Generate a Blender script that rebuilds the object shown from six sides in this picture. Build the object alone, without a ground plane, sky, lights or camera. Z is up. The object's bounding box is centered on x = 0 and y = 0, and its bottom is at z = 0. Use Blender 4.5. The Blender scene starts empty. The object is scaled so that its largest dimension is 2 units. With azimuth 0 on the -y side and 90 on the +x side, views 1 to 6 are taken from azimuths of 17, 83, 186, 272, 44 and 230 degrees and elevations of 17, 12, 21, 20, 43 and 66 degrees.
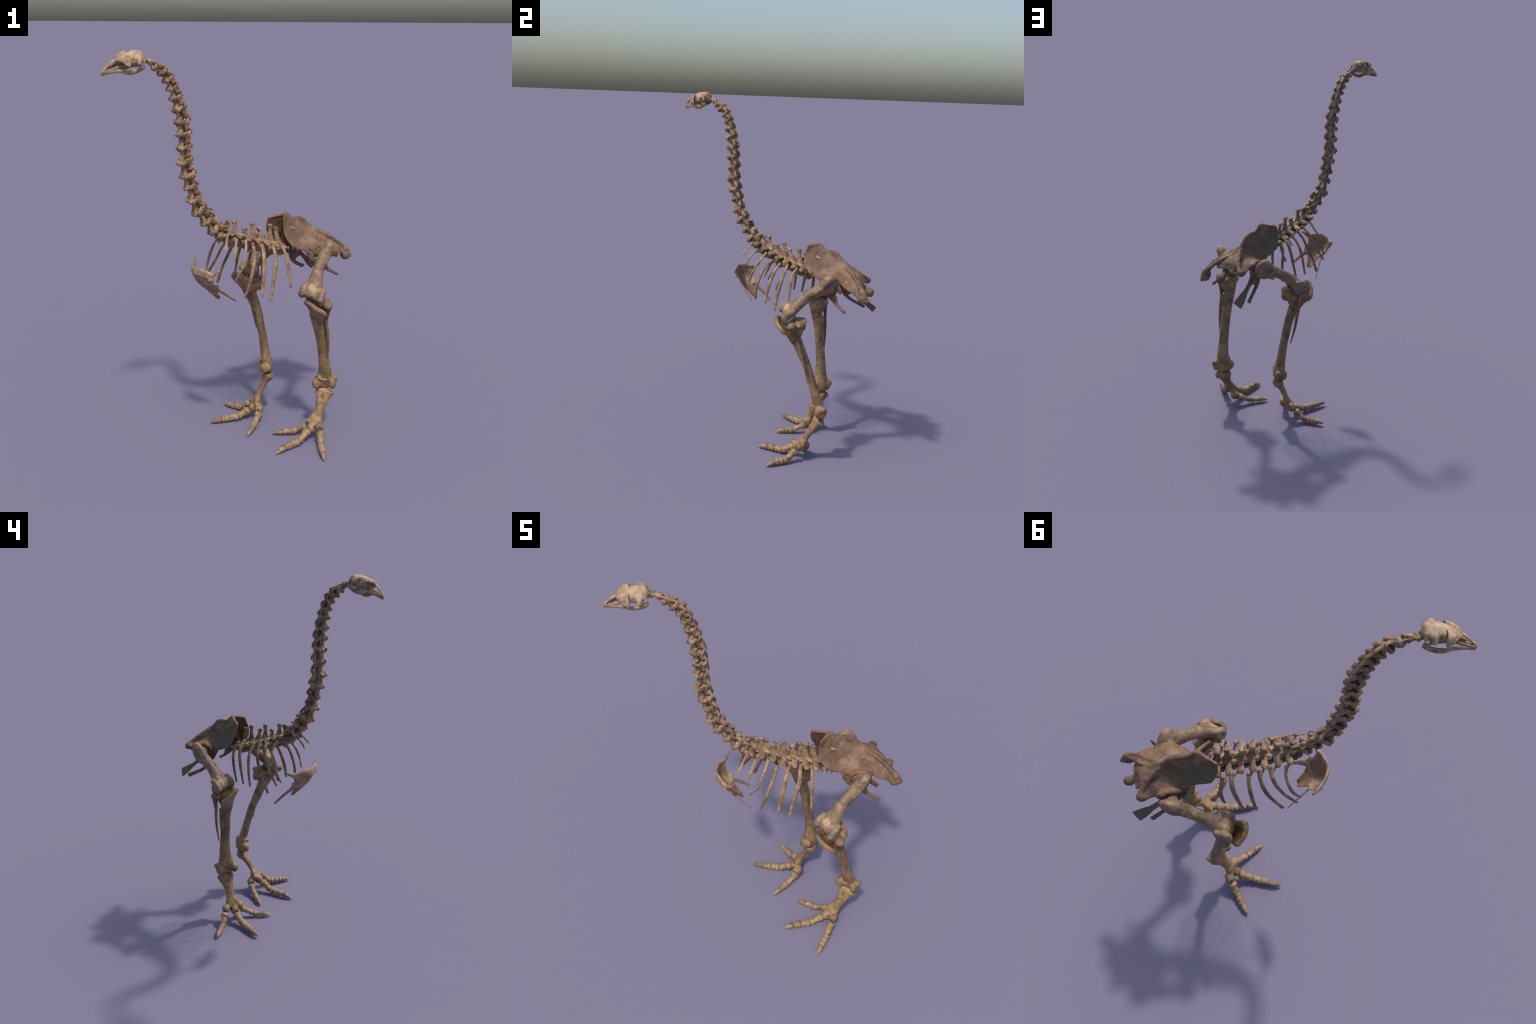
"""Mounted skeleton of a large flightless bird, built bone by bone.

Every bone is described by parts (shafts, knobs, plates, prongs, hollows) that are
blended as distance fields and skinned with a smooth surface.  Frames:
world metres; the bird faces (-0.6, -0.8); left of the bird is (+0.8, -0.6).
"""
import bpy
import numpy as np
from mathutils import Matrix

RNG = np.random.default_rng(11)
V = lambda *a: np.array(a, float)


def unit(v):
    v = np.asarray(v, float)
    return v / np.linalg.norm(v)


# ---------------------------------------------------------------- noise
def noise3(p, size, seed=0):
    q = p / size
    q -= q.min(0)
    q += 1.37
    i = q.astype(np.int32)
    f = (q - i).astype(np.float32)
    n = i.max(0) + 2
    T = np.random.default_rng(seed).uniform(-1, 1, tuple(n)).astype(np.float32)
    f = f * f * (3 - 2 * f)
    x, y, z = i.T
    u, v, w = f.T
    T = T.ravel()
    o = (x * n[1] + y) * n[2] + z
    s, t = n[1] * n[2], n[2]
    mx = lambda a, b, c: a + (b - a) * c
    return mx(mx(mx(T[o], T[o + 1], w), mx(T[o + t], T[o + t + 1], w), v),
              mx(mx(T[o + s], T[o + s + 1], w), mx(T[o + s + t], T[o + s + t + 1], w), v), u)


# ---------------------------------------------------------------- curves
def spline(pts, n=8):
    """Catmull-Rom through rows of any width (points, radii...)."""
    P = np.asarray(pts, float)
    if len(P) < 3:
        t = np.linspace(0, 1, n + 1)[:, None]
        return P[0] * (1 - t) + P[-1] * t
    Q = np.vstack([2 * P[0] - P[1], P, 2 * P[-1] - P[-2]])
    out = []
    t = np.linspace(0, 1, n, endpoint=False)[:, None]
    for i in range(1, len(Q) - 2):
        a, b, c, d = Q[i - 1:i + 3]
        out.append(.5 * (2 * b + (c - a) * t + (2 * a - 5 * b + 4 * c - d) * t**2 + (3 * b - a - 3 * c + d) * t**3))
    out.append(P[-1:])
    return np.vstack(out)


# ---------------------------------------------------------------- distance-field volume
class Bone:
    """A volume to which blended pieces are added and from which hollows are cut."""

    def __init__(self, h, blend=1.0):
        self.h = h
        self.blend = blend
        self.ops = []
        self.lo, self.hi = [], []

    def _op(self, kind, lo, hi, k, f):
        k = k * self.blend
        self.ops.append((kind, np.asarray(lo) - k, np.asarray(hi) + k, k, f))
        if kind == 'add':
            self.lo.append(lo)
            self.hi.append(hi)

    # --- pieces (each fills d on the part of the grid it reaches)
    def ell(self, c, r, axes=None, k=.006, cut=False):
        c, r = np.asarray(c, float), np.asarray(r, float) * np.ones(3)
        A = np.eye(3) if axes is None else np.array([unit(a) for a in axes])
        ext = np.sqrt(((A * r[:, None])**2).sum(0)) if axes is not None else r

        def f(g, d):
            x, y, z = (g[i] - np.float32(c[i]) for i in range(3))
            s0 = s1 = 0
            for e, q in zip(A.astype(np.float32), r.astype(np.float32)):
                w = ((x * e[0] + y * e[1] + z * e[2]) / q)**2
                s0 = s0 + w
                s1 = s1 + w / (q * q)
            k0 = np.sqrt(s0) + 1e-6
            d[...] = k0 * (k0 - 1) / (np.sqrt(s1) + 1e-6)
        self._op('cut' if cut else 'add', c - ext, c + ext, k, f)

    def _segments(self, S, g, d, k, oval):
        """Union of tapered segments; every segment only visits its own neighbourhood."""
        axes = [q.ravel() for q in g]
        best = np.full(d.shape, 1e9, np.float32) if oval is not None else None
        for i in range(len(S) - 1):
            a, b = S[i], S[i + 1]
            r = max(a[3:].max(), b[3:].max()) + k + 3 * self.h
            lo, hi = np.minimum(a[:3], b[:3]) - r, np.maximum(a[:3], b[:3]) + r
            sl = tuple(slice(*np.searchsorted(axes[j], (lo[j], hi[j]))) for j in range(3))
            if any(q.stop <= q.start for q in sl):
                continue
            ab = b[:3] - a[:3]
            ln = np.linalg.norm(ab) + 1e-9
            T = (ab / ln).astype(np.float32)
            x, y, z = (axes[j][sl[j]].astype(np.float32) - np.float32(a[j]) for j in range(3))
            x, y, z = x[:, None, None], y[None, :, None], z[None, None, :]
            along = x * T[0] + y * T[1] + z * T[2]
            t = np.clip(along / np.float32(ln), 0, 1)
            p2 = x * x + y * y + z * z
            res = along - t * np.float32(ln)
            if oval is None:
                near = np.sqrt(np.maximum(p2 - along * along + res * res, 0))
                near -= np.float32(a[3]) + t * np.float32(b[3] - a[3])
                d[sl] = np.minimum(d[sl], near)
                continue
            near = p2 - along * along + res * res
            e1 = unit(oval[i] - (oval[i] @ T) * T)
            e2 = np.cross(T, e1)
            A = np.float32(a[3]) + t * np.float32(b[3] - a[3])
            B = np.float32(a[4]) + t * np.float32(b[4] - a[4])
            C = np.minimum(A, B)
            e1, e2 = e1.astype(np.float32), e2.astype(np.float32)
            u = ((x * e2[0] + y * e2[1] + z * e2[2]) / A)**2
            w = ((x * e1[0] + y * e1[1] + z * e1[2]) / B)**2
            v = (res / C)**2
            k0 = np.sqrt(u + w + v) + 1e-6
            k1 = np.sqrt(u / (A * A) + w / (B * B) + v / (C * C)) + 1e-6
            out = np.where(k0 < .05, -C, k0 * (k0 - 1) / k1)
            m = near < best[sl]
            best[sl] = np.where(m, near, best[sl])
            d[sl] = np.where(m, out, d[sl])

    def tube(self, pts, r, k=.006, n=5, cut=False):
        """Round bar through points with a radius at each."""
        r = np.ones(len(pts)) * np.asarray(r, float)
        S = spline(np.hstack([np.asarray(pts, float), r[:, None]]), n)
        m = S[:, 3:4]
        self._op('cut' if cut else 'add', (S[:, :3] - m).min(0), (S[:, :3] + m).max(0), k,
                 lambda g, d: self._segments(S, g, d, k, None))

    def bar(self, pts, ra, rb, nrm, k=.006, n=5):
        """Bar of oval section: half-width rb along nrm, ra across it."""
        ra = np.ones(len(pts)) * np.asarray(ra, float)
        rb = np.ones(len(pts)) * np.asarray(rb, float)
        S = spline(np.hstack([np.asarray(pts, float), ra[:, None], rb[:, None]]), n)
        nrm = np.asarray(nrm, float)
        if nrm.ndim == 1:
            nrm = np.tile(nrm, (len(pts), 1))
        N = spline(nrm, n)
        m = np.maximum(S[:, 3:4], S[:, 4:5])
        self._op('add', (S[:, :3] - m).min(0), (S[:, :3] + m).max(0), k, lambda g, d: self._segments(S, g, d, k, N))

    def plate(self, rows, r, k=.004):
        """Curved sheet through a net of points; r = half thickness per net point."""
        G = np.asarray(rows, float)
        R = np.asarray(r, float) * np.ones(G.shape[:2])
        G = np.concatenate([G, R[..., None]], 2)
        h = max(self.h * .9, R.min() * .5)

        def fine(G):
            L = np.linalg.norm(np.diff(G[..., :3], axis=0), axis=2).max(1).max()
            n = max(2, int(np.ceil(L / h)))
            return spline(G.reshape(len(G), -1), n).reshape(-1, G.shape[1], 4)
        P = fine(fine(G).transpose(1, 0, 2)).reshape(-1, 4)

        def f(g, d):
            self._splat(d, P, V(*[q.ravel()[0] for q in g]), self.h)
        self._op('add', (P[:, :3] - P[:, 3:]).min(0), (P[:, :3] + P[:, 3:]).max(0), k, f)

    # --- build
    def mesh(self, grain=.0006, grain_size=.012, rough=(), seed=0, smooth=1):
        h = self.h
        pad = 3 * h + .004
        lo = np.min(self.lo, 0) - pad
        hi = np.max(self.hi, 0) + pad
        n = np.ceil((hi - lo) / h).astype(int) + 1
        D = np.ones(n, np.float32)
        ax = [(lo[i] + h * np.arange(n[i])) for i in range(3)]
        for kind, a, b, k, f in self.ops:
            i0 = np.maximum(np.floor((a - 3 * h - lo) / h).astype(int), 0)
            i1 = np.minimum(np.ceil((b + 3 * h - lo) / h).astype(int) + 1, n)
            if (i1 <= i0).any():
                continue
            sl = tuple(slice(i0[i], i1[i]) for i in range(3))
            d = np.ones(tuple(i1 - i0), np.float32)
            f([ax[i][sl[i]].reshape([-1 if j == i else 1 for j in range(3)]) for i in range(3)], d)
            cur = D[sl]
            k = np.float32(k)
            if kind == 'cut':
                d = -d
                e = np.clip(k - np.abs(cur - d), 0, None) / k
                D[sl] = np.maximum(cur, d) + e * e * k * np.float32(.25)
            else:
                e = np.clip(k - np.abs(cur - d), 0, None) / k
                D[sl] = np.minimum(cur, d) - e * e * k * np.float32(.25)
        band = np.argwhere(np.abs(D) < 2 * h + grain)
        P = lo + h * band
        dd = grain * noise3(P, grain_size, seed) + .5 * grain * noise3(P, grain_size * .4, seed + 5)
        for c, rad, amp, size in rough:
            w = np.clip(1.4 - np.linalg.norm(P - np.asarray(c), axis=1) / rad, 0, 1)
            dd += w * amp * (noise3(P, size, seed + 9) + .6 * noise3(P, size * .45, seed + 13))
        D[tuple(band.T)] += dd
        return surface_net(D, lo, h, smooth)

    @staticmethod
    def _splat(d, P, lo, h):
        R = int(np.ceil(P[:, 3].max() / h)) + 2
        base = np.round((P[:, :3] - lo) / h).astype(int)
        rng = np.arange(-R, R + 1)
        O = np.stack(np.meshgrid(rng, rng, rng, indexing='ij'), -1).reshape(-1, 3)
        O = O[(O**2).sum(1) <= (R + .5)**2]
        flat = d.ravel()
        shp = np.array(d.shape)
        for o in O:
            i = base + o
            ok = ((i >= 0) & (i < shp)).all(1)
            i = i[ok]
            dist = np.linalg.norm(lo + h * i - P[ok, :3], axis=1) - P[ok, 3]
            np.minimum.at(flat, (i[:, 0] * shp[1] + i[:, 1]) * shp[2] + i[:, 2], dist)
        d[...] = flat.reshape(d.shape)


def surface_net(D, lo, h, smooth=1):
    """Smooth quad skin of the zero level of D."""
    S = D < 0
    m = np.array(D.shape) - 1
    cross = []
    ids, pos = [], []
    for axis in range(3):
        a = [slice(None)] * 3
        b = [slice(None)] * 3
        a[axis] = slice(0, -1)
        b[axis] = slice(1, None)
        E = np.argwhere(S[tuple(a)] != S[tuple(b)])
        cross.append(E)
        d0 = D[tuple(a)][tuple(E.T)]
        d1 = D[tuple(b)][tuple(E.T)]
        p = E.astype(float)
        p[:, axis] += d0 / (d0 - d1)
        o = [x for x in range(3) if x != axis]
        for u in (0, 1):
            for w in (0, 1):
                c = E.copy()
                c[:, o[0]] -= u
                c[:, o[1]] -= w
                ids.append((c[:, 0] * m[1] + c[:, 1]) * m[2] + c[:, 2])
                pos.append(p)
    ids, pos = np.concatenate(ids), np.vstack(pos)
    cells, inv, cnt = np.unique(ids, return_inverse=True, return_counts=True)
    verts = np.stack([np.bincount(inv, pos[:, i], len(cells)) for i in range(3)], 1) / cnt[:, None]
    faces = []
    for axis in range(3):
        E = cross[axis]
        flip = S[tuple(E.T)]
        o = [(axis + 1) % 3, (axis + 2) % 3]
        q = []
        for u, w in ((0, 0), (1, 0), (1, 1), (0, 1)):
            c = E.copy()
            c[:, o[0]] -= u
            c[:, o[1]] -= w
            q.append(np.searchsorted(cells, (c[:, 0] * m[1] + c[:, 1]) * m[2] + c[:, 2]))
        q = np.stack(q, 1)
        q[~flip] = q[~flip][:, ::-1]
        faces.append(q)
    F = np.vstack(faces)
    verts = lo + h * verts.astype(float)
    for _ in range(smooth):
        s = np.zeros_like(verts)
        c = np.zeros(len(verts))
        for i in range(4):
            x, y = F[:, i], F[:, (i + 1) % 4]
            for j in range(3):
                s[:, j] += np.bincount(x, verts[y, j], len(verts))
            c += np.bincount(x, minlength=len(verts))
        m = c > 0
        verts[m] += .45 * (s[m] / c[m, None] - verts[m])
    return verts, F


# ---------------------------------------------------------------- scene helpers
def make(name, vf, mat, parent, kind=None):
    verts, F = vf
    c = (verts.min(0) + verts.max(0)) / 2
    me = bpy.data.meshes.new(name)
    me.vertices.add(len(verts))
    me.vertices.foreach_set('co', (verts - c).astype(np.float32).ravel())
    me.loops.add(F.size)
    me.loops.foreach_set('vertex_index', F.astype(np.int32).ravel())
    me.polygons.add(len(F))
    me.polygons.foreach_set('loop_start', np.arange(0, F.size, 4, dtype=np.int32))
    me.update(calc_edges=True)
    me.validate()
    me.polygons.foreach_set('use_smooth', np.ones(len(me.polygons), bool))
    ob = bpy.data.objects.new(name, me)
    bpy.context.scene.collection.objects.link(ob)
    off = parent.get('at', (0, 0, 0)) if parent else (0, 0, 0)
    ob.location = [c[i] - off[i] for i in range(3)]
    ob['at'] = [float(x) for x in c]
    ob.parent = parent
    me.materials.append(mat(c) if callable(mat) else mat)
    return ob


def bone_material(name, light, mid, dark, stain=(.26, .13, .045), stain_amt=.35, grey=(.10, .09, .085),
                  scale=18, rough=.6, patches=(), pits=.3, streak=None):
    """Returns a maker: centre of the object -> material.  patches = (world point, radius, colour, strength)."""

    def maker(centre):
        m = bpy.data.materials.new(name)
        m.use_nodes = True
        nt = m.node_tree
        N, Lk = nt.nodes, nt.links
        bsdf = N['Principled BSDF']
        tc = N.new('ShaderNodeTexCoord')
        info = N.new('ShaderNodeObjectInfo')
        off = N.new('ShaderNodeVectorMath')
        off.operation = 'MULTIPLY_ADD'
        cmb = N.new('ShaderNodeCombineXYZ')
        for i in range(3):
            Lk.new(info.outputs['Random'], cmb.inputs[i])
        off.inputs[1].default_value = (7, 5, 9)
        Lk.new(cmb.outputs[0], off.inputs[0])
        Lk.new(tc.outputs['Object'], off.inputs[2])
        co = off.outputs[0]

        def noise(sc, det=5, rgh=.6, vec=co, dist=.3):
            n = N.new('ShaderNodeTexNoise')
            n.inputs['Scale'].default_value = sc
            n.inputs['Detail'].default_value = det
            n.inputs['Roughness'].default_value = rgh
            n.inputs['Distortion'].default_value = dist
            Lk.new(vec, n.inputs['Vector'])
            return n.outputs['Fac']

        def ramp(fac, a, b):
            r = N.new('ShaderNodeMapRange')
            r.interpolation_type = 'SMOOTHSTEP'
            r.inputs['From Min'].default_value = a
            r.inputs['From Max'].default_value = b
            Lk.new(fac, r.inputs['Value'])
            return r.outputs['Result']

        def mix(fac, a, b, amount=1.0):
            mx = N.new('ShaderNodeMix')
            mx.data_type = 'RGBA'
            if amount != 1.0:
                mm = N.new('ShaderNodeMath')
                mm.operation = 'MULTIPLY'
                mm.inputs[1].default_value = amount
                Lk.new(fac, mm.inputs[0])
                fac = mm.outputs[0]
            Lk.new(fac, mx.inputs['Factor'])
            for s, v in ((6, a), (7, b)):
                if isinstance(v, tuple):
                    mx.inputs[s].default_value = (*v, 1)
                else:
                    Lk.new(v, mx.inputs[s])
            return mx.outputs[2]
        cr = N.new('ShaderNodeValToRGB')
        e = cr.color_ramp.elements
        e[0].position, e[0].color = .36, (*dark, 1)
        e[1].position, e[1].color = .64, (*light, 1)
        x = e.new(.5)
        x.color = (*mid, 1)
        Lk.new(noise(scale, 6, .58, dist=.5), cr.inputs['Fac'])
        col = cr.outputs['Color']
        col = mix(ramp(noise(scale * .55, 5, .65, dist=.8), .50, .62), col, stain, stain_amt)
        col = mix(ramp(noise(scale * .8, 6, .7, dist=.5), .54, .66), col, grey, .55)
        col = mix(ramp(noise(scale * 1.5, 5, .6, dist=1.2), .54, .66), col, tuple(.55 * v for v in dark), .6)
        col = mix(ramp(noise(scale * 2.1, 6, .7, dist=.4), .56, .70), col, tuple(min(1, 1.35 * v) for v in light), .4)
        if streak is not None:
            mp = N.new('ShaderNodeMapping')
            d = unit(streak)
            u = unit(np.cross(d, V(.3, .5, .81)))
            w = np.cross(d, u)
            mp.inputs['Rotation'].default_value = Matrix((tuple(d), tuple(u), tuple(w))).to_euler()
            mp.inputs['Scale'].default_value = (.1, 1, 1)
            Lk.new(co, mp.inputs['Vector'])
            col = mix(ramp(noise(scale * 4.5, 4, .6, vec=mp.outputs[0]), .5, .68), col, dark, .55)
            col = mix(ramp(noise(scale * 3.1, 3, .6, vec=mp.outputs[0], dist=.1), .57, .7), col, light, .4)
        for pt, rad, pc, amt in patches:
            sub = N.new('ShaderNodeVectorMath')
            sub.operation = 'DISTANCE'
            Lk.new(tc.outputs['Object'], sub.inputs[0])
            sub.inputs[1].default_value = [float(pt[i] - centre[i]) for i in range(3)]
            wob = N.new('ShaderNodeMath')
            wob.operation = 'MULTIPLY_ADD'
            Lk.new(noise(40, 4, .6), wob.inputs[0])
            wob.inputs[1].default_value = rad * .9
            Lk.new(sub.outputs['Value'], wob.inputs[2])
            col = mix(ramp(wob.outputs[0], rad * 1.85, rad * .95), col, pc, amt)
        fine = noise(scale * 9, 5, .7)
        hsv = N.new('ShaderNodeHueSaturation')
        hsv.inputs['Saturation'].default_value = 1.04
        Lk.new(col, hsv.inputs['Color'])
        val = N.new('ShaderNodeMapRange')
        val.inputs['From Min'].default_value, val.inputs['From Max'].default_value = .25, .75
        val.inputs['To Min'].default_value, val.inputs['To Max'].default_value = .80, 1.20
        Lk.new(fine, val.inputs['Value'])
        Lk.new(val.outputs[0], hsv.inputs['Value'])
        col = hsv.outputs['Color']
        vo = N.new('ShaderNodeTexVoronoi')
        vo.inputs['Scale'].default_value = 260
        Lk.new(co, vo.inputs['Vector'])
        mk = N.new('ShaderNodeMath')
        mk.operation = 'MULTIPLY'
        Lk.new(ramp(vo.outputs['Distance'], .22, .08), mk.inputs[0])
        Lk.new(ramp(noise(24, 2), .52, .62), mk.inputs[1])
        col = mix(mk.outputs[0], col, (.05, .035, .025), pits)
        Lk.new(col, bsdf.inputs['Base Color'])
        bsdf.inputs['Roughness'].default_value = rough
        bsdf.inputs['Specular IOR Level'].default_value = .35
        bp = N.new('ShaderNodeBump')
        bp.inputs['Strength'].default_value = .8
        bp.inputs['Distance'].default_value = .002
        Lk.new(noise(95, 7, .7), bp.inputs['Height'])
        Lk.new(bp.outputs[0], bsdf.inputs['Normal'])
        return m
    return maker


# ---------------------------------------------------------------- root
root = bpy.data.objects.new('bird_skeleton', None)
bpy.context.scene.collection.objects.link(root)
root['label'] = 'mounted brown fossil skeleton of a long-necked flightless bird'
root['category'] = 'skeleton'

FWD = unit(V(-.596, -.803, 0))
LEFT = np.cross(V(0, 0, 1), FWD)
HIP = V(.232, .3045, .987)
UP = V(0, 0, 1)


def body(f, l, z):
    """Point in the pelvis frame (forward, left, up from mid hip)."""
    return HIP + f * FWD + l * LEFT + z * UP


# colours (linear base colour)
TAN, BROWN, DARKB = (.30, .195, .115), (.21, .128, .072), (.115, .07, .042)
GREY = (.12, .105, .095)
RUST = (.27, .135, .05)

# ================================================================ skull
SF = V(-.67986404, -.65986804, -.31993602)
SL = V(.73329774, -.60713591, -.30603988)
SU = np.cross(SF, SL)
SO = V(-.325, -.412, 1.968)
AX = (SF, SL, SU)


def sk(x, y, z):
    return SO + x * SF + y * SL + z * SU


def build_skull():
    b = Bone(.0013)
    b.ell(sk(.024, 0, .008), (.034, .037, .029), AX)
    b.ell(sk(.050, 0, .014), (.040, .034, .024), AX, k=.012)
    b.ell(sk(.0, 0, .006), (.013, .031, .022), AX, k=.010)
    b.ell(sk(.082, 0, .026), (.028, .030, .010), AX, k=.012)
    b.ell(sk(-.011, 0, -.006), .0065, k=.003)
    b.tube([sk(.0, 0, -.010), sk(.05, 0, -.010), sk(.085, 0, -.010), sk(.12, 0, -.003)], [.014, .011, .008, .005])
    b.bar([sk(.055, 0, .008), sk(.085, 0, .010), sk(.108, 0, .016)], [.018, .017, .011], [.008, .006, .005], SL)
    for s in (1, -1):
        # brow shelf that droops into the process behind the eye
        b.plate([[sk(.106, s * .005, .037), sk(.107, s * .015, .034), sk(.104, s * .023, .030)],
                 [sk(.094, s * .010, .038), sk(.095, s * .026, .035), sk(.092, s * .037, .029)],
                 [sk(.076, s * .016, .040), sk(.078, s * .036, .034), sk(.084, s * .046, .014)],
                 [sk(.056, s * .020, .041), sk(.060, s * .039, .032), sk(.068, s * .048, .006)]], .0028, k=.008)
        b.tube([sk(.064, s * .042, .026), sk(.070, s * .047, .010), sk(.073, s * .050, -.005)], [.006, .0052, .0028])
        # lobe over the jaw joint
        b.tube([sk(.012, s * .028, .016), sk(.020, s * .041, .014), sk(.026, s * .048, .003)], [.012, .011, .0095], k=.008)
        b.tube([sk(.0, s * .026, .008), sk(.002, s * .037, -.006)], [.009, .006])
        b.tube([sk(.028, s * .040, .004), sk(.020, s * .036, -.014), sk(.018, s * .034, -.027)], [.006, .005, .006], k=.003)
        b.tube([sk(.02, s * .032, -.02), sk(.055, s * .014, -.016), sk(.09, s * .008, -.008)], [.004, .004, .003], k=.003)
        # upper jaw
        b.bar([sk(.181, s * .002, -.001), sk(.16, s * .009, -.001), sk(.135, s * .014, .001), sk(.108, s * .0185, .005)],
              [.005, .0065, .007, .0055], [.003, .003, .003, .002], SL, k=.003)
        b.tube([sk(.115, s * .014, .005), sk(.085, s * .012, -.006)], [.004, .003], k=.003)
        # temple hollow
        b.ell(sk(.046, s * .044, .016), (.012, .013, .017), AX, k=.004, cut=True)
    b.bar([sk(.096, 0, .037), sk(.122, 0, .028), sk(.148, 0, .017), sk(.170, 0, .007), sk(.182, 0, .000)],
          [.0042, .004, .004, .0045, .004], [.014, .009, .0065, .0065, .004], SL, k=.004)
    b.plate([[sk(.178, -.004, .001), sk(.178, .004, .001)], [sk(.145, -.011, -.001), sk(.145, .011, -.001)]], .002, k=.003)
    skull = make('skull', b.mesh(.0005, .008, seed=3), bone_material(
        'skull_bone', (.45, .325, .215), (.36, .25, .16), (.23, .15, .10), stain=(.30, .19, .10), stain_amt=.3,
        grey=(.24, .185, .15), scale=30, pits=.25,
        patches=[(sk(.05, 0, -.008), .02, (.14, .095, .07), .7), (sk(.085, 0, .008), .012, (.14, .095, .07), .7),
                 (sk(.12, 0, -.004), .008, (.16, .11, .08), .6), (sk(.0, .02, -.005), .012, (.2, .15, .11), .5),
                 (sk(.0, -.02, -.005), .012, (.2, .15, .11), .5)]), root)
    j = Bone(.0013)
    for s in (1, -1):
        j.bar([sk(.009, s * .033, -.030), sk(.030, s * .034, -.034), sk(.070, s * .030, -.033), sk(.100, s * .027, -.016),
               sk(.125, s * .022, -.009), sk(.150, s * .013, -.008), sk(.172, s * .005, -.010), sk(.181, s * .001, -.011)],
              [.009, .0095, .0105, .0085, .0072, .006, .005, .0042], [.0062, .0052, .004, .003, .003, .0035, .0035, .0035], SL, k=.003)
        j.tube([sk(.012, s * .033, -.030), sk(.006, s * .033, -.023)], [.006, .0045])
    make('lower_jaw', j.mesh(.0004, .008, seed=4), bone_material(
        'jaw_bone', (.40, .29, .185), (.30, .205, .125), (.17, .11, .07), stain=(.24, .115, .045), stain_amt=.45,
        grey=(.2, .17, .14), scale=30, pits=.15), skull)


# ================================================================ vertebrae
# centre of the spinal canal at each joint, head to hips
JOINTS = [(-.330, -.398, 1.962), (-.311, -.378, 1.955), (-.289, -.354, 1.943), (-.260, -.320, 1.921), (-.244, -.297, 1.887),
          (-.230, -.280, 1.849), (-.219, -.268, 1.806), (-.209, -.257, 1.757), (-.197, -.249, 1.698), (-.194, -.245, 1.642),
          (-.194, -.242, 1.583), (-.192, -.240, 1.521), (-.184, -.233, 1.459), (-.179, -.219, 1.402), (-.165, -.208, 1.349),
          (-.155, -.185, 1.293), (-.126, -.159, 1.238), (-.104, -.132, 1.196), (-.080, -.103, 1.163), (-.050, -.070, 1.138),
          (-.016, -.030, 1.118), (.018, .008, 1.098), (.050, .046, 1.082), (.082, .085, 1.066), (.113, .127, 1.050), (.141, .167, 1.036)]
SPINE_TOPS = [(-.058, -.075, 1.198), (-.035, -.050, 1.196), (.004, -.007, 1.155), (.032, .028, 1.172), (.056, .057, 1.143),
              (.098, .106, 1.150), (.117, .139, 1.131)]
NECK_SCALE = [.55, .62, .68, .78, .82, .86, .90, .95, 1.0, 1.0, 1.02, 1.05, 1.0, 1.0, 1.05, 1.05, 1.08, 1.1]


def frame_at(i):
    P0, P1 = V(*JOINTS[i]), V(*JOINTS[i + 1])
    c = unit(P1 - P0)
    t = np.clip(i / 14, 0, 1)
    side = unit((1 - t) * V(.70, -.71, -.10) + t * V(.80, -.60, 0))
    d = unit(np.cross(side, c))
    if d @ V(.6, .8, .4) < 0:
        d = -d
    w = np.cross(c, d)
    if w @ LEFT < 0:
        w = -w
    return P0, c, d, w, np.linalg.norm(P1 - P0)


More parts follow.
